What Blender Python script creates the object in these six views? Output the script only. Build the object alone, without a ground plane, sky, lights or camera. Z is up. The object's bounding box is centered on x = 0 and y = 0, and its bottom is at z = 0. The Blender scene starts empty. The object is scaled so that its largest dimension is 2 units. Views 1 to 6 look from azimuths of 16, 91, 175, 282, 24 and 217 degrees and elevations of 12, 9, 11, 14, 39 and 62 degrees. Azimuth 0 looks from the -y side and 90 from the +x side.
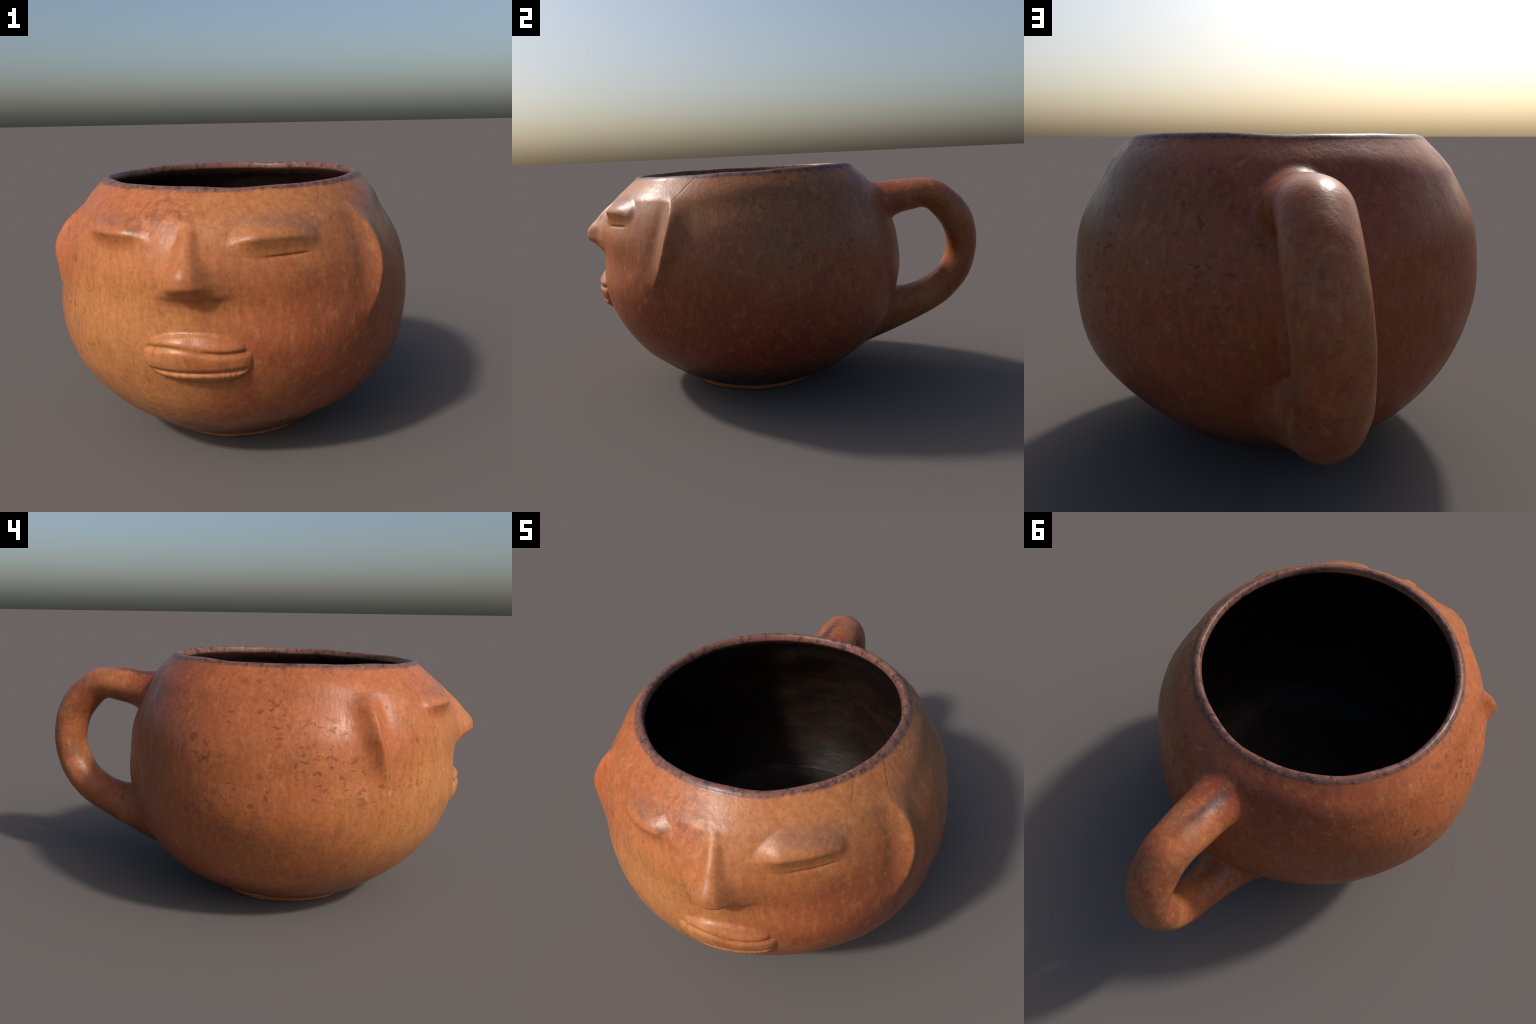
# Burnished terracotta face mug: a round thrown bowl with a modelled face
# (nose, closed eyes, lips, ears), a rolled lip, a foot ring and a pulled handle.
import bpy, math
import numpy as np
from mathutils import noise as mnoise, Vector

CX, CY = 0.0, -0.18            # axis of the bowl

# ------------------------------------------------------------------ helpers
def hermite(xk, yk, x):
    """Smooth curve through control points (columns of yk may be several)."""
    xk = np.asarray(xk, float); yk = np.asarray(yk, float)
    x = np.clip(np.asarray(x, float), xk[0], xk[-1])
    k = np.clip(np.searchsorted(xk, x) - 1, 0, len(xk) - 2)
    lo = np.clip(np.arange(len(xk)) - 1, 0, len(xk) - 1)
    hi = np.clip(np.arange(len(xk)) + 1, 0, len(xk) - 1)
    d = (xk[hi] - xk[lo])
    m = (yk[hi] - yk[lo]) / (d if yk.ndim == 1 else d[:, None])
    h = xk[k + 1] - xk[k]; t = (x - xk[k]) / h
    if yk.ndim > 1:
        h = h[..., None]; t = t[..., None]
    return ((2*t**3 - 3*t**2 + 1) * yk[k] + (t**3 - 2*t**2 + t) * h * m[k]
            + (-2*t**3 + 3*t**2) * yk[k + 1] + (t**3 - t**2) * h * m[k + 1])

def curve(pts, x):
    pts = sorted(pts)
    return hermite([p[0] for p in pts], [p[1] for p in pts], x)

def sstep(a, b, x):
    t = np.clip((x - a) / (b - a), 0, 1)
    return t * t * (3 - 2 * t)

def bump(d, w, p=2.0):
    return np.exp(-np.abs(d / w) ** p)

# ---------------------------------------------------- bowl: profile + ovality
# height, mean radius, then cos/sin of 1..4 theta (a hand-thrown bowl is not round)
PROFILE_Z = (0.036, 0.06, 0.10, 0.20, 0.35, 0.50, 0.65, 0.80, 0.95, 1.00, 1.05)
PROFILE_R = (
    (0.3540, 0.0011, 0.0060, -0.0040, 0.0027, 0.0033, -0.0009, 0.0024, 0.0036),
    (0.4060, 0.0011, 0.0160, -0.0110, 0.0027, 0.0033, -0.0009, 0.0024, 0.0036),
    (0.4670, -0.0015, 0.0198, -0.0134, 0.0004, 0.0043, -0.0004, 0.0024, 0.0038),
    (0.5850, 0.0007, 0.0132, -0.0116, 0.0015, -0.0000, -0.0035, 0.0047, -0.0008),
    (0.6894, 0.0095, 0.0058, -0.0098, 0.0083, -0.0018, -0.0047, 0.0006, -0.0043),
    (0.7342, 0.0030, -0.0033, -0.0097, 0.0045, -0.0051, -0.0031, 0.0056, -0.0006),
    (0.7334, 0.0048, -0.0049, -0.0072, 0.0023, -0.0044, -0.0053, 0.0071, -0.0048),
    (0.7160, 0.0043, -0.0140, -0.0194, -0.0010, -0.0074, 0.0010, 0.0039, -0.0008),
    (0.6359, 0.0022, -0.0089, -0.0204, 0.0006, -0.0033, 0.0057, -0.0033, -0.0064),
    (0.5950, 0.0015, 0.0000, -0.0140, 0.0010, -0.0020, 0.0040, -0.0025, -0.0020),
    (0.5440, 0.0010, 0.0020, -0.0084, 0.0026, -0.0004, 0.0036, -0.0018, -0.0003),
)

def bowl_radius(theta, z):
    theta, z = np.broadcast_arrays(np.asarray(theta, float), np.asarray(z, float))
    c = hermite(PROFILE_Z, PROFILE_R, np.minimum(z, 1.05))
    r = c[..., 0].copy()
    for m in range(1, 5):
        r += c[..., 2*m - 1] * np.cos(m * theta) + c[..., 2*m] * np.sin(m * theta)
    return r - np.maximum(z - 1.05, 0) * 1.0 + dents(phi_of(theta), z)

def phi_of(theta):             # degrees round the bowl, 0 = front (-y), 90 = +x
    return np.degrees((theta + math.pi / 2 + math.pi) % (2 * math.pi) - math.pi)

RIM = ((-180, 1.074), (-140, 1.076), (-95, 1.066), (-60, 1.065), (-30, 1.060), (0, 1.056), (25, 1.053),
       (55, 1.059), (90, 1.068), (125, 1.077), (145, 1.081), (165, 1.077), (180, 1.074))

def rim_height(theta):
    phi = phi_of(theta)
    p = np.radians(phi)
    return curve(RIM, phi) + 0.0010 * np.sin(9 * p + 2.0) + 0.0008 * np.sin(14 * p)

# places where the wall is pressed in or left proud: angle, height, spreads, amount
DENTS = ((32, 0.83, 15, 0.10, -0.017), (32, 0.73, 15, 0.12, -0.014), (-22, 0.86, 14, 0.10, -0.013), (-27, 0.73, 15, 0.13, -0.016),
         (78, 0.68, 20, 0.20, -0.008), (-85, 0.72, 16, 0.16, -0.009), (60, 0.80, 10, 0.12, -0.010), (112, 0.72, 12, 0.15, 0.007),
         (150, 0.83, 15, 0.14, -0.021), (145, 0.40, 17, 0.15, -0.015), (-166, 0.85, 11, 0.11, -0.018),
         (178, 0.60, 7, 0.20, 0.016), (8, 0.50, 18, 0.14, -0.010), (-5, 0.28, 12, 0.08, 0.008),
         (88, 1.00, 20, 0.05, 0.008), (-70, 0.99, 22, 0.06, 0.009), (98, 0.28, 16, 0.12, 0.006), (-135, 0.33, 16, 0.12, 0.005),
         (-9, 0.77, 9, 0.12, -0.013), (19, 0.77, 8, 0.11, -0.014), (46, 0.75, 10, 0.13, -0.010), (-58, 0.78, 10, 0.12, -0.006))

def dents(phi, z):
    h = 0
    for p0, z0, dp, dz, a in DENTS:
        d = (phi - p0 + 180) % 360 - 180
        h = h + a * np.exp(-(d / dp) ** 2 - ((z - z0) / dz) ** 2)
    return h

# ------------------------------------------------------------ modelled face
SM = 0.0129                    # metres of arc per degree on the face

def nose_height(phi, z):
    ridge = curve([(0.66, 6.4), (0.70, 6.4), (0.785, 6.1), (0.85, 6.0), (0.90, 5.6), (0.97, 4.4)], z)
    h = curve([(0.66, 0), (0.685, 0.002), (0.705, 0.011), (0.725, 0.030), (0.745, 0.057), (0.760, 0.069), (0.778, 0.070),
               (0.798, 0.069), (0.82, 0.060), (0.847, 0.045), (0.875, 0.036), (0.907, 0.023), (0.935, 0.009), (0.965, 0)], z)
    w = curve([(0.68, 0.078), (0.73, 0.073), (0.76, 0.068), (0.80, 0.056), (0.84, 0.040), (0.90, 0.028), (0.96, 0.019)], z)
    d = (phi - ridge) * SM
    core = h * (0.88 * bump(d, w, 3.2) + 0.12 * bump(d, w * 0.6, 2.0))
    hs = curve([(0.68, 0), (0.70, 0.006), (0.718, 0.020), (0.74, 0.020), (0.78, 0.014), (0.84, 0.007), (0.92, 0.0)], z)
    ws = curve([(0.68, 0.105), (0.74, 0.11), (0.80, 0.085), (0.86, 0.06), (0.92, 0.03)], z)
    wing = hs * bump(d - 0.008, ws, 4)
    return np.maximum(core, 0) + wing * (1 - bump(d, w, 2.8)) * (h > -1)

def eye_height(phi, z, centre, half, top, low, rise, nose_side, crease):
    """A closed lid: a pad of clay, steep under its lower fold and at the nose, fading to the temple."""
    u = (phi - centre) / half
    e = np.clip(1 - u * u, 0, 1)
    ztop = low + (top - low) * (0.45 + 0.55 * np.power(e, 0.6))
    zlow = low + 0.020 * (1 - e)
    t = np.clip((z - zlow) / (ztop - zlow), 0, 1)
    prof = curve([(0, 0), (0.10, 0.03), (0.25, 0.24), (0.40, 0.62), (0.52, 0.97), (0.60, 1.0), (0.70, 0.86), (0.82, 0.52), (0.93, 0.16), (1, 0)], t)
    w = u * nose_side                                    # -1 at the nose, +1 at the temple
    side = sstep(-1.05, -0.40 + 0.25 * (nose_side < 0), w) * (1 - 0.75 * sstep(0.1, 1.0, w)) * sstep(1.0, 0.7, w)
    h = rise * prof * side
    if crease:
        zc = low + 0.016 + 0.006 * u
        h = h - 0.0055 * bump(z - zc, 0.0055) * sstep(-0.5, -0.1, u) * (1 - sstep(0.45, 0.75, u))
    return h

def eyes_height(phi, z):
    right = eye_height(phi, z, 30.3, 14.2, 0.978, 0.820, 0.040, 1, True)
    left = eye_height(phi, z, -19.0, 13.4, 0.972, 0.836, 0.038, -1, False)
    return left, right

def lips_height(phi, z):
    u = (phi - 7.6) / 14.6
    zc = 0.506 - 0.004 * u
    v = np.where(z > zc, (z - zc) / 0.094, (z - zc) / 0.096)
    q = np.clip(1 - np.abs(u) ** 2.6 - np.abs(v) ** 2.4, 0, 1)
    soft = sstep(-0.5, 0.6, v) * 0.45 + sstep(0.3, -1.0, u) * 0.15      # upper edge and left corner melt into the face
    h = 0.032 * np.power(q, 0.50 + soft) * (1 - 0.10 * v)
    h = h * (1 - sstep(0.0, 0.5, v) * (1 - sstep(0.0, 0.45, q)))          # no hard line above the upper lip
    h = h * (1 + 0.10 * bump(u + 0.35, 0.22) * sstep(0, 0.5, v) - 0.12 * bump(u + 0.02, 0.16) * sstep(0.2, 0.7, v))
    inside = sstep(0.02, 0.30, q)
    z1 = 0.542 - 0.014 * sstep(0.0, 0.8, u) - 0.005 * np.sin(u * 4.4 + 0.4)
    g1 = 0.35 + 0.65 * sstep(0.04, 0.35, np.abs(u + 0.02))
    h = h - 0.0095 * g1 * bump(z - z1 + 0.004, 0.010) * inside
    h = h + 0.004 * bump(z - z1 - 0.016, 0.016) * inside
    z2 = 0.463 + 0.006 * u - 0.006 * (1 - u * u)
    h = h - 0.0095 * bump(z - z2, 0.0085) * inside
    h = h + 0.003 * bump(z - z2 + 0.017, 0.012) * inside
    # nail-pressed ticks at one end of the lower lip
    h = h - 0.0022 * bump(z - z2 + 0.012, 0.008) * sstep(0.25, 0.4, u) * (1 - sstep(0.72, 0.8, u)) * (0.5 + 0.5 * np.sin(phi * 4.6))
    return h

EAR_RIGHT = dict(crest=[(0.56, 57.0), (0.60, 58.5), (0.64, 60.3), (0.70, 62.2), (0.75, 63.2), (0.83, 64.0), (0.91, 63.4), (0.975, 60.5)],
                 rise=[(0.56, 0), (0.59, 0.004), (0.63, 0.012), (0.68, 0.021), (0.74, 0.031), (0.80, 0.037), (0.86, 0.036), (0.91, 0.029), (0.945, 0.016), (0.97, 0.004), (0.985, 0)],
                 front=0.030, back=0.055)
EAR_LEFT = dict(crest=[(0.61, 49.5), (0.675, 51.0), (0.73, 52.3), (0.78, 53.2), (0.82, 54.0), (0.91, 54.2), (0.975, 55.5)],
                rise=[(0.61, 0), (0.64, 0.004), (0.675, 0.011), (0.73, 0.024), (0.78, 0.039), (0.82, 0.048), (0.87, 0.047), (0.91, 0.038), (0.945, 0.016), (0.965, 0.003), (0.98, 0)],
                front=0.028, back=0.044)

def ear_height(phi, z, ear, side):
    d = (phi * side - curve(ear["crest"], z)) * SM      # + is behind the crest
    h = curve(ear["rise"], z)
    f = np.where(d < 0, 0.55 * bump(d, ear["front"] * 0.75, 1.5) + 0.45 * bump(d, ear["front"] * 1.7, 1.5), bump(d, ear["back"], 1.7))
    hollow = 0.006 * bump(d + 0.075, 0.035) * np.clip(h / 0.04, 0, 1)
    return h * f - hollow

def relief(theta, z):
    """Everything that was added to, or dents, the thrown wall."""
    phi = phi_of(theta)
    el, er = eyes_height(phi, z)
    parts = dict(nose=nose_height(phi, z), eye_left=el, eye_right=er, lips=lips_height(phi, z),
                 ear_right=ear_height(phi, z, EAR_RIGHT, 1), ear_left=ear_height(phi, z, EAR_LEFT, -1))
    return parts

def crack_depth(phi, z):
    """Two drying cracks that run from the lip towards the ear."""
    d1 = (phi - curve([(0.95, 61.5), (0.99, 64.0), (1.03, 66.5), (1.05, 68.5)], z)) * 0.011
    d2 = (phi - curve([(0.985, 46.5), (1.01, 49.5), (1.04, 52.0), (1.05, 52.5)], z)) * 0.011
    g = bump(d1, 0.0035) * sstep(0.945, 0.965, z) + 0.7 * bump(d2, 0.003) * sstep(0.985, 1.0, z)
    return 0.0014 * g

# ------------------------------------------------------------- mesh building
def column_angles(n):
    """More columns where the face is."""
    t = np.linspace(0, 2 * math.pi, 4001)
    dens = 1 + 1.3 * (0.5 + 0.5 * np.cos(t + math.pi / 2)) ** 1.5
    c = np.concatenate([[0], np.cumsum((dens[1:] + dens[:-1]) / 2 * np.diff(t))])
    return np.interp(np.arange(n) / n * c[-1], c, t)

NT, NV = 1000, 300
TH = column_angles(NT)

def build_wall():
    rows, tags = [], []
    zr = rim_height(TH)
    # underside and foot ring: (radius, height)
    wob = 1 + 0.012 * np.sin(3 * TH + 0.5) + 0.008 * np.sin(7 * TH) + 0.005 * np.sin(13 * TH + 1)
    for r, z in ((0.001, 0.012), (0.10, 0.012), (0.20, 0.011), (0.262, 0.009), (0.276, 0.004), (0.284, 0.0008), (0.291, 0.0),
                 (0.299, 0.0025), (0.307, 0.010), (0.315, 0.019), (0.322, 0.027), (0.327, 0.032), (0.331, 0.0345)):
        rows.append(((r * 1.052 + (0.004 * r / 0.3) * np.sin(TH)) * (wob if r > 0.05 else 1), np.full(NT, z), "foot")) 
    # outer wall
    t = np.linspace(0, 1, NV)
    for v in t:
        zz = 0.036 + (zr - 0.016 - 0.036) * v
        h = relief(TH, zz)
        phi = phi_of(TH)
        r = bowl_radius(TH, zz) + sum(h.values()) - crack_depth(phi, zz)
        # soft throwing / burnishing unevenness
        lump = np.array([mnoise.noise(Vector((math.cos(a) * 3.2, math.sin(a) * 3.2, b * 3.4))) for a, b in zip(TH[::4], zz[::4])])
        lump = np.interp(np.arange(NT), np.arange(0, NT, 4), lump, period=NT)
        r = r + 0.0035 * lump * min(1, v * 8) * min(1, (1 - v) * 6) * (1 - np.exp(-((np.abs(phi) - 180) / 22) ** 4))
        rows.append((r, zz, "wall"))
    # rolled lip
    ro = bowl_radius(TH, zr - 0.016)
    ri = ro - 0.037
    zin = zr - 0.030
    for u in np.linspace(0.06, 1.0, 16):
        b0, b1, b2, b3 = (1 - u) ** 3, 3 * u * (1 - u) ** 2, 3 * u * u * (1 - u), u ** 3
        r = b0 * ro + b1 * (ro - 0.011) + b2 * ri + b3 * ri
        z = b0 * (zr - 0.016) + b1 * (zr + 0.001) + b2 * (zr + 0.013) + b3 * zin
        rows.append((r, z, "rim"))
    # inside: thick shoulder under the lip, thinner belly, a floor that is a little higher at the back
    lip_gap = bowl_radius(TH, zin) - ri
    for v in np.linspace(0.015, 1, 90):
        zz = zin + (0.24 - zin) * v
        thick = curve([(0.24, 0.046), (0.40, 0.040), (0.60, 0.042), (0.80, 0.052), (0.92, 0.062), (0.98, 0.058), (1.06, 0.04)], zz)
        pin = phi_of(TH)
        thick = thick + 0.030 * np.exp(-((pin + 12) / 28) ** 2 - ((zz - 0.92) / 0.09) ** 2)
        k = sstep(0.0, 0.08, v)
        rows.append((bowl_radius(TH, zz) - (lip_gap + (thick - lip_gap) * k), zz, "inside"))
    r24 = bowl_radius(TH, 0.24) - 0.046
    for v in np.linspace(0.03, 1, 32):
        fr = float(curve([(0, 1.0), (0.25, 0.90), (0.5, 0.74), (0.75, 0.45), (1, 0.0015)], v))
        rise = float(curve([(0, 1.0), (0.25, 0.60), (0.5, 0.26), (0.75, 0.05), (1, 0.0)], v))
        floor = 0.114 + 0.085 * r24 * fr * np.sin(TH) + 0.02 * r24 * fr * np.cos(TH)
        rows.append((r24 * fr, floor + (0.24 - floor) * rise, "inside"))
    R = np.array([r[0] for r in rows]); Z = np.array([r[1] for r in rows])
    P = np.stack([CX + R * np.cos(TH), CY + R * np.sin(TH), Z], -1)
    return P, [r[2] for r in rows]

def grid_normals(P, wrap=True):
    du = np.roll(P, -1, 1) - np.roll(P, 1, 1)
    dv = np.gradient(P, axis=0)
    n = np.cross(du, dv)
    return n / np.maximum(np.linalg.norm(n, axis=-1, keepdims=True), 1e-12)

def region_of(P, tags):
    """Name of the part every quad belongs to."""
    rows, cols = P.shape[0] - 1, P.shape[1]
    reg = np.full((rows, cols), "body", dtype=object)
    thc = (TH + (np.roll(TH, -1) + np.where(np.arange(NT) == NT - 1, 2 * math.pi, 0))) / 2
    for i in range(rows):
        a, b = tags[i], tags[i + 1]
        if a == "foot": reg[i] = "foot_ring"; continue
        if b == "rim": reg[i] = "rim"; continue
        if b == "inside": reg[i] = "interior"; continue
        z = (P[i, :, 2] + P[i + 1, :, 2]) / 2
        phi = phi_of(thc)
        h = relief(thc, z)
        u = (phi - 7.6) / 15.4
        for name, mask in (("nose", (h["nose"] > 0.0025) & (z > 0.68)),
                           ("lips", np.abs(u) ** 2.4 + np.abs((z - 0.506) / 0.1) ** 2.6 < 1),
                           ("eye_left", h["eye_left"] > 0.0008), ("eye_right", h["eye_right"] > 0.0008),
                           ("ear_left", (h["ear_left"] > 0.004)), ("ear_right", (h["ear_right"] > 0.004))):
            reg[i][mask] = name
    return reg

def make_mesh(name, verts, faces, normals, mat):
    me = bpy.data.meshes.new(name)
    me.from_pydata(verts.tolist(), [], faces)
    me.polygons.foreach_set("use_smooth", np.ones(len(faces), bool))
    me.materials.append(mat)
    me.update()
    me.normals_split_custom_set_from_vertices(normals.tolist())
    ob = bpy.data.objects.new(name, me)
    bpy.context.scene.collection.objects.link(ob)
    return ob

def grid_parts(P, N, reg, spec, parent):
    cols = P.shape[1]
    V = P.reshape(-1, 3); NN = N.reshape(-1, 3)
    out = {}
    for key, (name, mat) in spec.items():
        ii, jj = np.nonzero(reg == key)
        j2 = (jj + 1) % cols
        q = np.stack([ii * cols + jj, ii * cols + j2, (ii + 1) * cols + j2, (ii + 1) * cols + jj], 1)
        used, inv = np.unique(q.ravel(), return_inverse=True)
        ob = make_mesh(name, V[used], inv.reshape(-1, 4).tolist(), NN[used], mat)
        ob.parent = parent
        out[key] = ob
    return out

# ------------------------------------------------------------------ handle
# y, z, x, half thickness, half width along the loop
HANDLE = (
    (0.645, 0.903, -0.002, 0.081, 0.101),
    (0.715, 0.909, -0.002, 0.075, 0.097),
    (0.783, 0.889, -0.003, 0.076, 0.095),
    (0.847, 0.833, -0.005, 0.080, 0.094),
    (0.898, 0.756, -0.010, 0.080, 0.093),
    (0.920, 0.681, -0.016, 0.077, 0.093),
    (0.921, 0.605, -0.023, 0.075, 0.092),
    (0.900, 0.523, -0.030, 0.076, 0.091),
    (0.862, 0.458, -0.035, 0.079, 0.090),
    (0.803, 0.400, -0.038, 0.083, 0.089),
    (0.740, 0.360, -0.040, 0.086, 0.089),
    (0.695, 0.342, -0.041, 0.089, 0.091),
)

def surface_hit(p, d):
    """March from p along d until the bowl wall is met."""
    lo, t = 0.0, 0.0
    def inside(t):
        q = p + d * t
        return bowl_radius(math.atan2(q[1] - CY, q[0] - CX), q[2]) > math.hypot(q[0] - CX, q[1] - CY)
    if inside(0.0):
        step = -0.01
    else:
        step = 0.01
    start = inside(0.0)
    while inside(t) == start and abs(t) < 0.6:
        t += step
    a, b = t - step, t
    for _ in range(24):
        m = (a + b) / 2
        if inside(m) == start: a = m
        else: b = m
    return p + d * b

def wall_normal(p):
    th = math.atan2(p[1] - CY, p[0] - CX); e = 1e-3
    def at(a, z):
        r = float(bowl_radius(a, z)); return np.array([CX + r * math.cos(a), CY + r * math.sin(a), z])
    n = np.cross(at(th + e, p[2]) - at(th - e, p[2]), at(th, p[2] + e) - at(th, p[2] - e))
    return n / np.linalg.norm(n)

def build_handle():
    H = np.array(HANDLE)
    k = np.arange(len(H))
    S = hermite(k, H, np.linspace(0, len(H) - 1, 130))
    C = np.stack([S[:, 2], S[:, 0], S[:, 1]], -1)
    T = np.gradient(C, axis=0); T /= np.linalg.norm(T, axis=1, keepdims=True)
    M = 96
    ang = np.arange(M) / M * 2 * math.pi
    rings = []
    for c, t, s in zip(C, T, S):
        side = np.array([1.0, 0, 0]); side -= t * side.dot(t); side /= np.linalg.norm(side)
        outw = np.cross(t, side)
        ca, sa = np.cos(ang), np.sin(ang)
        ex = 1.06                                         # slightly pinched strap
        ring = (c + (np.sign(ca) * np.abs(ca) ** ex * s[4])[:, None] * side
                + (np.sign(sa) * np.abs(sa) ** ex * s[3])[:, None] * outw)
        rings.append(ring)
    rings = np.array(rings)
    lump = np.array([[mnoise.noise(Vector(p) * 9.0) * 0.004 for p in r] for r in rings])
    centre = rings.mean(1, keepdims=True)
    dirv = rings - centre; dirv /= np.linalg.norm(dirv, axis=-1, keepdims=True)
    rings = rings + dirv * lump[..., None]
    def root(ring, inner, away, flare, shift):
        """Rings that spread the clay of the handle on to the wall."""
        c = ring.mean(0)
        foot, fn = [], []
        for p in ring:
            q = c + (p - c) * flare + shift
            hit = surface_hit(q, away); foot.append(hit); fn.append(wall_normal(hit))
        foot = np.array(foot); fn = np.array(fn)
        back = ring - inner; back /= np.linalg.norm(back, axis=1, keepdims=True)
        gap = np.linalg.norm(foot - ring, axis=1, keepdims=True)
        inn = c - foot; inn -= fn * (inn * fn).sum(1, keepdims=True); inn /= np.linalg.norm(inn, axis=1, keepdims=True)
        p1 = ring + back * gap * 0.42
        p2 = foot + inn * gap * 0.30
        out = []
        for u in np.linspace(0, 1, 15)[1:]:
            out.append((1-u)**3 * ring + 3*u*(1-u)**2 * p1 + 3*u*u*(1-u) * p2 + u**3 * foot)
        return out, fn
    top, ntop = root(rings[0], rings[2], -T[0] * np.array([1, 1, 0.6]) / np.linalg.norm(T[0] * np.array([1, 1, 0.6])), np.array([1.45, 1.0, 1.48]), np.array([0.0, 0.0, -0.010]))
    low, nlow = root(rings[-1], rings[-3], T[-1], np.array([2.15, 1.3, 1.42]), np.array([0.005, 0.0, 0.018]))
    G = np.concatenate([np.array(top[::-1]), rings, np.array(low)])
    N = grid_normals(G)
    mid = G.mean(1, keepdims=True)
    if (N[60] * (G[60] - mid[60])).sum() < 0:
        N = -N; flip = True
    else:
        flip = False
    N[0], N[-1] = ntop, nlow
    rows = G.shape[0] - 1
    ii, jj = np.meshgrid(np.arange(rows), np.arange(M), indexing="ij")
    ii, jj = ii.ravel(), jj.ravel(); j2 = (jj + 1) % M
    q = np.stack([ii * M + jj, ii * M + j2, (ii + 1) * M + j2, (ii + 1) * M + jj], 1)
    if flip: q = q[:, ::-1]
    return G.reshape(-1, 3), q.tolist(), N.reshape(-1, 3)

# --------------------------------------------------------------- materials
class Nodes:
    """Tiny helper to write node trees as expressions."""
    def __init__(self, name):
        self.mat = bpy.data.materials.new(name); self.mat.use_nodes = True
        self.t = self.mat.node_tree; self.t.nodes.clear()
        self.out = self.t.nodes.new("ShaderNodeOutputMaterial")
        self.bsdf = self.t.nodes.new("ShaderNodeBsdfPrincipled")
        self.t.links.new(self.bsdf.outputs[0], self.out.inputs[0])
        tc = self.t.nodes.new("ShaderNodeTexCoord"); self.pos = tc.outputs["Object"]
        sep = self.t.nodes.new("ShaderNodeSeparateXYZ"); self.t.links.new(self.pos, sep.inputs[0])
        self.x, self.y, self.z = sep.outputs
    def put(self, sock, v):
        if hasattr(v, "is_output") or isinstance(v, bpy.types.NodeSocket): self.t.links.new(v, sock)
        else: sock.default_value = v
    def m(self, op, a, b=0.0, c=0.0, clamp=False):
        n = self.t.nodes.new("ShaderNodeMath"); n.operation = op; n.use_clamp = clamp
        for s, v in zip(n.inputs, (a, b, c)): self.put(s, v)
        return n.outputs[0]
    def add(self, a, b): return self.m("ADD", a, b)
    def sub(self, a, b): return self.m("SUBTRACT", a, b)
    def mul(self, a, b, *r):
        o = self.m("MULTIPLY", a, b)
        for k in r: o = self.m("MULTIPLY", o, k)
        return o
    def ramp(self, v, lo, hi, a=0.0, b=1.0):
        n = self.t.nodes.new("ShaderNodeMapRange"); n.interpolation_type = "SMOOTHSTEP"
        if lo > hi: lo, hi, a, b = hi, lo, b, a
        for k, val in zip(("Value", "From Min", "From Max", "To Min", "To Max"), (v, lo, hi, a, b)): self.put(n.inputs[k], val)
        return n.outputs[0]
    def scaled(self, sx, sy, sz, vec=None):
        n = self.t.nodes.new("ShaderNodeMapping"); self.put(n.inputs["Vector"], vec or self.pos)
        n.inputs["Scale"].default_value = (sx, sy, sz); return n.outputs[0]
    def noise(self, scale, detail=4, rough=0.55, vec=None, dist=0.0):
        n = self.t.nodes.new("ShaderNodeTexNoise")
        self.put(n.inputs["Vector"], vec or self.pos)
        for k, v in (("Scale", scale), ("Detail", detail), ("Roughness", rough), ("Distortion", dist)): n.inputs[k].default_value = v
        return n.outputs["Fac"]
    def voronoi(self, scale, vec=None, out="Distance"):
        n = self.t.nodes.new("ShaderNodeTexVoronoi"); self.put(n.inputs["Vector"], vec or self.pos)
        n.inputs["Scale"].default_value = scale; return n.outputs[out]
    def mix(self, fac, a, b, mode="MIX"):
        n = self.t.nodes.new("ShaderNodeMix"); n.data_type = "RGBA"; n.blend_type = mode
        self.put(n.inputs["Factor"], fac)
        col = [s for s in n.inputs if s.type == "RGBA"]
        for s, v in zip(col, (a, b)): self.put(s, v if not isinstance(v, tuple) else (*v, 1.0))
        return [s for s in n.outputs if s.type == "RGBA"][0]
    def bump(self, h, strength, dist=0.01, normal=None):
        n = self.t.nodes.new("ShaderNodeBump"); n.inputs["Strength"].default_value = strength
        n.inputs["Distance"].default_value = dist; self.put(n.inputs["Height"], h)
        if normal is not None: self.put(n.inputs["Normal"], normal)
        return n.outputs[0]
    def finish(self, colour, rough, normal=None, spec=0.5):
        self.put(self.bsdf.inputs["Base Color"], colour)
        self.put(self.bsdf.inputs["Roughness"], rough)
        self.bsdf.inputs["Specular IOR Level"].default_value = spec
        if normal is not None: self.put(self.bsdf.inputs["Normal"], normal)
        return self.mat

def round_the_bowl(g):
    """Angle round the bowl in degrees (0 = face), distance from its axis, both wobbled a little."""
    ny = g.mul(g.add(g.y, -CY), -1.0)
    phi = g.m("DEGREES", g.m("ARCTAN2", g.x, ny))
    rho = g.m("SQRT", g.add(g.mul(g.x, g.x), g.mul(ny, ny)))
    return phi, rho

def patch(g, phi, z, p0, z0, dp, dz, gain=1.0):
    a = g.mul(g.m("WRAP", g.sub(phi, p0), 180.0, -180.0), 1.0 / dp)
    b = g.mul(g.sub(z, z0), 1.0 / dz)
    e = g.m("EXPONENT", g.mul(g.add(g.mul(a, a), g.mul(b, b)), -1.0))
    return g.m("MULTIPLY", e, gain, clamp=True)

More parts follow.
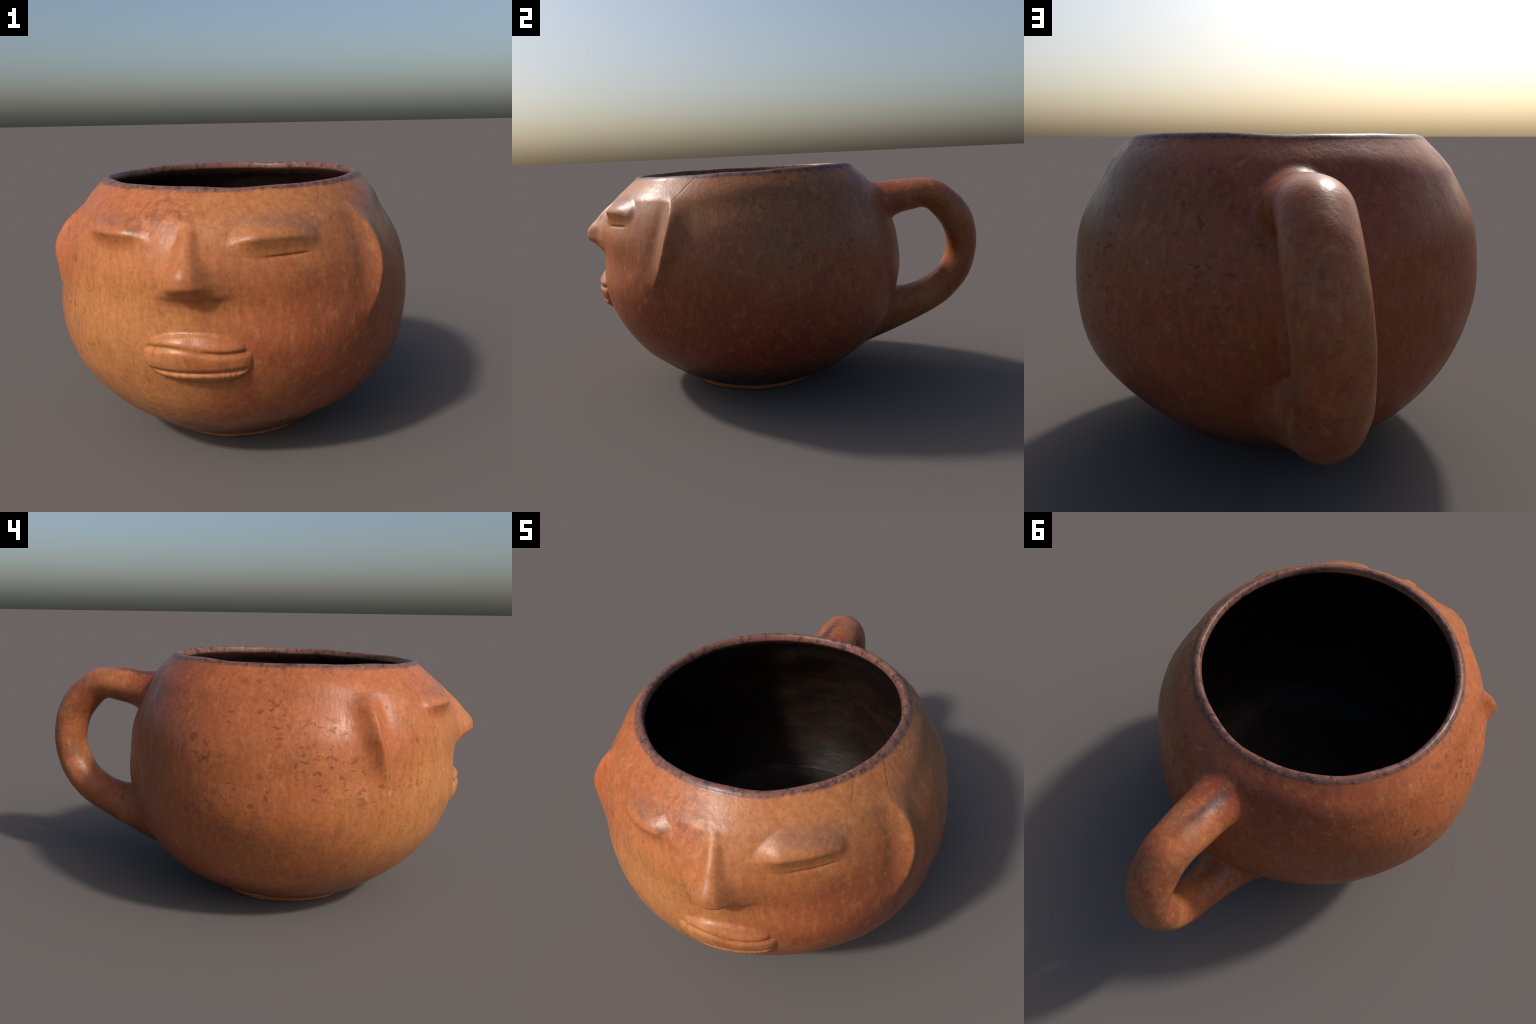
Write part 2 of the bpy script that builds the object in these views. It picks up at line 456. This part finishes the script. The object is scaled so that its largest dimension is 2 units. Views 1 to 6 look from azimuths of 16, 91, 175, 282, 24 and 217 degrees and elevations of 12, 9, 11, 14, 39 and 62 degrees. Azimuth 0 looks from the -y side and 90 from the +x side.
OCHRE = (0.410, 0.162, 0.054)
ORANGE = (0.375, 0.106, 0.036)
RED_BROWN = (0.270, 0.072, 0.028)  # this, OLIVE and MAROON deepened partly for shading baked on the unlit sides
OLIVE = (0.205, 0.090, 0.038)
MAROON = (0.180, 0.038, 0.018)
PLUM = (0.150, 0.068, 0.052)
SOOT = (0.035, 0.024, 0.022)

def clay_material():
    g = Nodes("burnished_clay")
    phi0, rho = round_the_bowl(g)
    cloud = g.noise(3.2, 5, 0.6); cloud2 = g.noise(4.1, 5, 0.6, g.scaled(1, 1, 0.7, g.pos), 0.4)
    mott = g.noise(14.0, 5, 0.62)
    fine = g.noise(26.0, 5, 0.7, g.scaled(1, 1, 0.6))
    phi = g.add(phi0, g.add(g.mul(g.sub(cloud, 0.5), 70.0), g.mul(g.sub(mott, 0.5), 26.0)))
    z = g.add(g.z, g.add(g.mul(g.sub(cloud2, 0.5), 0.34), g.mul(g.sub(mott, 0.5), 0.14)))
    # bowl colours, with shade painted into the right and back tints
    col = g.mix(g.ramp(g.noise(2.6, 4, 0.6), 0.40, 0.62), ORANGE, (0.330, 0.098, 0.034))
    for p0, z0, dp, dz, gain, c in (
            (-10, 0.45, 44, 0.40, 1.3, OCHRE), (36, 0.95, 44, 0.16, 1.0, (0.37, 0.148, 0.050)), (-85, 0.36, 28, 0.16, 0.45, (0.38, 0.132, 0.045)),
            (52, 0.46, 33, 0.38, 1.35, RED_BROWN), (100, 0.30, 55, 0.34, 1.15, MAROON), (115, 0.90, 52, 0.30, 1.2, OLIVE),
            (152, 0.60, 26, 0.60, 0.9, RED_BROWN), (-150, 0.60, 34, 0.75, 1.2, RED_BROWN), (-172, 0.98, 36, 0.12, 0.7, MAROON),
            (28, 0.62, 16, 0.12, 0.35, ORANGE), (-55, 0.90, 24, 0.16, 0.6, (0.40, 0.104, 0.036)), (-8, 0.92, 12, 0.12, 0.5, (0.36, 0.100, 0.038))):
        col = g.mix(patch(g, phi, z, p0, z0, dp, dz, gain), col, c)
    # handle: redder, patchy, with a burnt streak along the top of the strap
    onhandle = g.mul(g.ramp(g.add(rho, g.mul(g.sub(mott, 0.5), 0.10)), 0.70, 0.84), g.ramp(g.y, 0.40, 0.52), g.ramp(g.m("ABSOLUTE", g.x), 0.30, 0.22))
    hcol = g.mix(g.ramp(g.noise(6.0, 5, 0.6), 0.40, 0.66), (0.275, 0.078, 0.030), (0.35, 0.118, 0.043))
    hcol = g.mix(g.mul(g.ramp(g.noise(11.0, 4), 0.52, 0.68), 0.65), hcol, OLIVE)
    col = g.mix(onhandle, col, hcol)
    red = g.mul(patch(g, phi0, g.z, 172, 0.945, 9, 0.045, 0.5), g.ramp(fine, 0.38, 0.58))
    col = g.mix(red, col, (0.36, 0.095, 0.050))
    dx = g.mul(g.add(g.x, g.add(g.mul(g.sub(cloud, 0.5), 0.10), 0.02)), 1 / 0.022)
    streak = g.mul(g.m("EXPONENT", g.mul(g.mul(dx, dx), -1.0)), g.ramp(g.y, 0.40, 0.50), g.ramp(g.add(g.y, g.mul(mott, 0.1)), 0.80, 0.66), g.ramp(g.z, 0.86, 0.92))
    col = g.mix(g.mul(streak, 0.85), col, (0.055, 0.026, 0.024))
    # greyed brow of each eye and the tips of the ears
    phs = g.add(phi0, g.mul(g.sub(mott, 0.5), 8.0)); zs = g.add(g.z, g.mul(g.sub(mott, 0.5), 0.03))
    for p0, z0, dp, dz, gain in ((30, 0.950, 11, 0.020, 0.75), (40, 0.922, 5, 0.030, 0.70), (-20, 0.948, 9, 0.018, 0.60), (66, 0.915, 3, 0.03, 0.40), (-56, 0.95, 4, 0.015, 0.5)):
        col = g.mix(patch(g, phs, zs, p0, z0, dp, dz, gain), col, (0.22, 0.095, 0.062))
    # stains: one large round one beside the eye, moles on the cheek
    for p0, z0, dp, dz, gain in ((-11.2, 0.918, 1.6, 0.018, 1.6), (-3.0, 0.748, 1.1, 0.013, 0.9), (-1.5, 0.655, 0.8, 0.010, 0.8), (0.5, 0.625, 0.6, 0.012, 0.6),
                                 (-5.5, 0.835, 0.8, 0.013, 0.7), (17.5, 0.600, 1.2, 0.010, 0.9), (38.0, 0.60, 1.0, 0.007, 0.9), (33.0, 0.585, 1.2, 0.008, 0.5), (22, 0.80, 0.6, 0.006, 0.7)):
        col = g.mix(patch(g, phs, zs, p0, z0, dp, dz, gain * 0.62), col, (0.20, 0.078, 0.033))
    # flaky, pitted skin of the forehead
    flake = g.mul(patch(g, phi0, g.z, -4, 0.985, 12, 0.070, 1.4), g.ramp(g.noise(32.0, 3, 0.6, g.scaled(1, 1, 0.6)), 0.47, 0.58))
    col = g.mix(g.mul(flake, 0.7), col, (0.23, 0.066, 0.034))
    # smoke at the foot
    grain = g.noise(120.0, 2, 0.7)
    low = g.sub(g.z, g.add(g.mul(g.sub(cloud, 0.5), 0.22), g.mul(g.sub(grain, 0.5), 0.12)))
    side = g.add(0.50, g.mul(patch(g, phi0, 0.0, 70, 0.0, 75, 1.0), 0.50))
    col = g.mix(g.mul(g.ramp(low, 0.25, 0.06), side), col, SOOT)
    # clay body shows through: ochre and red grains, short burnishing strokes
    tan = g.mix(0.5, col, (0.50, 0.215, 0.075)); deep = g.mix(0.55, col, (0.20, 0.042, 0.018))
    col2 = g.mix(g.mul(g.ramp(fine, 0.52, 0.68), 0.55), col, tan)
    col2 = g.mix(g.mul(g.ramp(g.noise(19.0, 5, 0.7, g.scaled(1, 1, 0.7)), 0.48, 0.30), 0.55), col2, deep)
    col = col2
    stroke = g.noise(60.0, 3, 0.6, g.scaled(1, 1, 0.22))
    stroke2 = g.noise(26.0, 4, 0.65, g.scaled(1, 1, 0.35))
    tone = g.add(g.ramp(stroke, 0.28, 0.72, 0.92, 1.08), g.ramp(stroke2, 0.3, 0.7, -0.05, 0.05))
    tone = g.mul(tone, g.ramp(g.noise(60.0, 4, 0.75), 0.32, 0.68, 0.88, 1.12))
    comb = g.t.nodes.new("ShaderNodeCombineColor")
    for s in comb.inputs: g.put(s, tone)
    col = g.mix(1.0, col, comb.outputs[0], "MULTIPLY")
    pale = g.mul(g.ramp(g.noise(48.0, 3, 0.6, g.scaled(1, 1, 0.55)), 0.60, 0.72), 0.35)
    col = g.mix(pale, col, g.mix(0.5, col, (0.46, 0.235, 0.105)))
    grit = g.mul(g.ramp(g.voronoi(38.0), 0.11, 0.05), g.ramp(g.noise(9.0, 2), 0.54, 0.64), 0.45)
    col = g.mix(grit, col, (0.42, 0.27, 0.15))
    # worm-like flecks where the slip has chipped
    where = g.add(0.22, g.add(patch(g, phi0, g.z, -85, 0.75, 48, 0.34, 0.85), patch(g, phi0, g.z, 135, 0.80, 45, 0.34, 0.85)))
    worm = g.noise(33.0, 4, 0.62, g.scaled(1, 1, 1.4), 0.5)
    fleck = g.mul(g.ramp(worm, 0.54, 0.64), g.ramp(g.noise(4.2, 4, 0.65, g.scaled(1, 1, 1.2)), 0.42, 0.56), where)
    col = g.mix(g.mul(fleck, 0.70), col, g.mix(0.85, col, (0.062, 0.023, 0.014)))
    dot = g.mul(g.ramp(g.voronoi(15.0), 0.13, 0.06), g.ramp(g.noise(5.0, 3), 0.50, 0.62), 0.6, g.ramp(g.m("ABSOLUTE", g.sub(phi0, 8.0)), 35.0, 60.0))
    col = g.mix(dot, col, (0.11, 0.040, 0.022))
    # worn, darker lip
    lipn = g.add(g.noise(45.0, 4, 0.7), g.mul(g.sub(cloud2, 0.5), 0.8))
    rimz = g.sub(1.051, g.mul(g.m("COSINE", g.m("RADIANS", g.sub(phi0, 12.0))), 0.010))
    lip = g.ramp(g.add(g.sub(g.z, rimz), g.mul(g.sub(lipn, 0.5), 0.020)), -0.006, 0.004)
    lip = g.m("MAXIMUM", lip, g.mul(g.ramp(rho, 0.526, 0.512), g.ramp(g.z, 0.98, 1.0)))
    lipcol = g.mix(g.ramp(g.noise(34.0, 4, 0.65), 0.48, 0.62), PLUM, (0.055, 0.030, 0.030))
    lipcol = g.mix(g.mul(g.ramp(g.noise(60.0, 3), 0.58, 0.68), 0.5), lipcol, (0.36, 0.17, 0.10))
    col = g.mix(g.mul(lip, 0.95), col, lipcol)
    # dark line in the drying cracks
    for p_a, z_a, p_b, z_b, gain in ((61.5, 0.95, 67.0, 1.04, 0.45), (46.5, 0.985, 52.0, 1.04, 0.3)):
        line = g.add(p_a, g.mul(g.sub(g.z, z_a), (p_b - p_a) / (z_b - z_a)))
        d = g.m("ABSOLUTE", g.add(g.sub(phi0, line), g.mul(g.sub(mott, 0.5), 3.0)))
        col = g.mix(g.mul(g.ramp(d, 0.42, 0.1), g.ramp(g.z, z_a - 0.004, z_a + 0.004), g.ramp(g.z, z_b + 0.01, z_b), gain), col, (0.12, 0.045, 0.028))
    rough = g.add(g.ramp(g.noise(9.0, 4, 0.6), 0.3, 0.7, 0.32, 0.45), g.mul(fleck, 0.15))
    n = g.bump(g.noise(22.0, 4, 0.6, g.scaled(1, 1, 0.5)), 0.16, 0.010)
    n = g.bump(g.noise(90.0, 3, 0.65, g.scaled(1, 1, 0.35)), 0.16, 0.004, n)
    n = g.bump(g.mul(g.add(fleck, dot), -1.0), 0.12, 0.003, n)
    return g.finish(col, rough, n, 0.28)

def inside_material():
    g = Nodes("dark_interior")
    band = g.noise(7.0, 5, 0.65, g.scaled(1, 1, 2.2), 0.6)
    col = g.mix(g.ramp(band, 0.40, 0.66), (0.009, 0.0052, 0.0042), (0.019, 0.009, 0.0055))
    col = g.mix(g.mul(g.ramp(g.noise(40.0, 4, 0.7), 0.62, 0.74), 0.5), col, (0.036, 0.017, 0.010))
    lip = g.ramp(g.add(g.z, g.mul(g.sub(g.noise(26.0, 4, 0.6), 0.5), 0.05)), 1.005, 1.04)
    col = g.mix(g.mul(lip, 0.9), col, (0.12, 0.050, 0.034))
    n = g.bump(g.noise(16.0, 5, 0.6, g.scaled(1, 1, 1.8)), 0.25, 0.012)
    return g.finish(col, g.ramp(g.noise(12.0, 4), 0.3, 0.7, 0.46, 0.60), n, 0.16)

def foot_material():
    g = Nodes("light_brightened_foot")
    col = g.mix(g.ramp(g.noise(20.0, 5, 0.65), 0.36, 0.66), (0.46, 0.145, 0.050), (0.54, 0.195, 0.068))  # clay brightened to hold the baked light on the foot strip
    col = g.mix(g.mul(g.ramp(g.noise(38.0, 4, 0.65), 0.58, 0.68), 0.6), col, (0.13, 0.045, 0.024))
    n = g.bump(g.noise(60.0, 4, 0.65), 0.5, 0.006)
    return g.finish(col, 0.75, n)

# ------------------------------------------------------------------ assemble
mug = bpy.data.objects.new("face_mug", None)
bpy.context.scene.collection.objects.link(mug)
mug["label"] = "round terracotta mug modelled as a sleeping human face"
mug["category"] = "mug"

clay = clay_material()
glaze = inside_material()
foot_clay = foot_material()
P, tags = build_wall()
N = grid_normals(P)
N[0] = (0, 0, -1); N[-1] = (0, 0, 1)
reg = region_of(P, tags)
grid_parts(P, N, reg, dict(body=("bowl_wall", clay), rim=("rim", clay), interior=("interior", glaze), foot_ring=("foot_ring", foot_clay),
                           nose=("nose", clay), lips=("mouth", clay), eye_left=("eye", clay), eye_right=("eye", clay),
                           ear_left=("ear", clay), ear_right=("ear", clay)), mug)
hv, hf, hn = build_handle()
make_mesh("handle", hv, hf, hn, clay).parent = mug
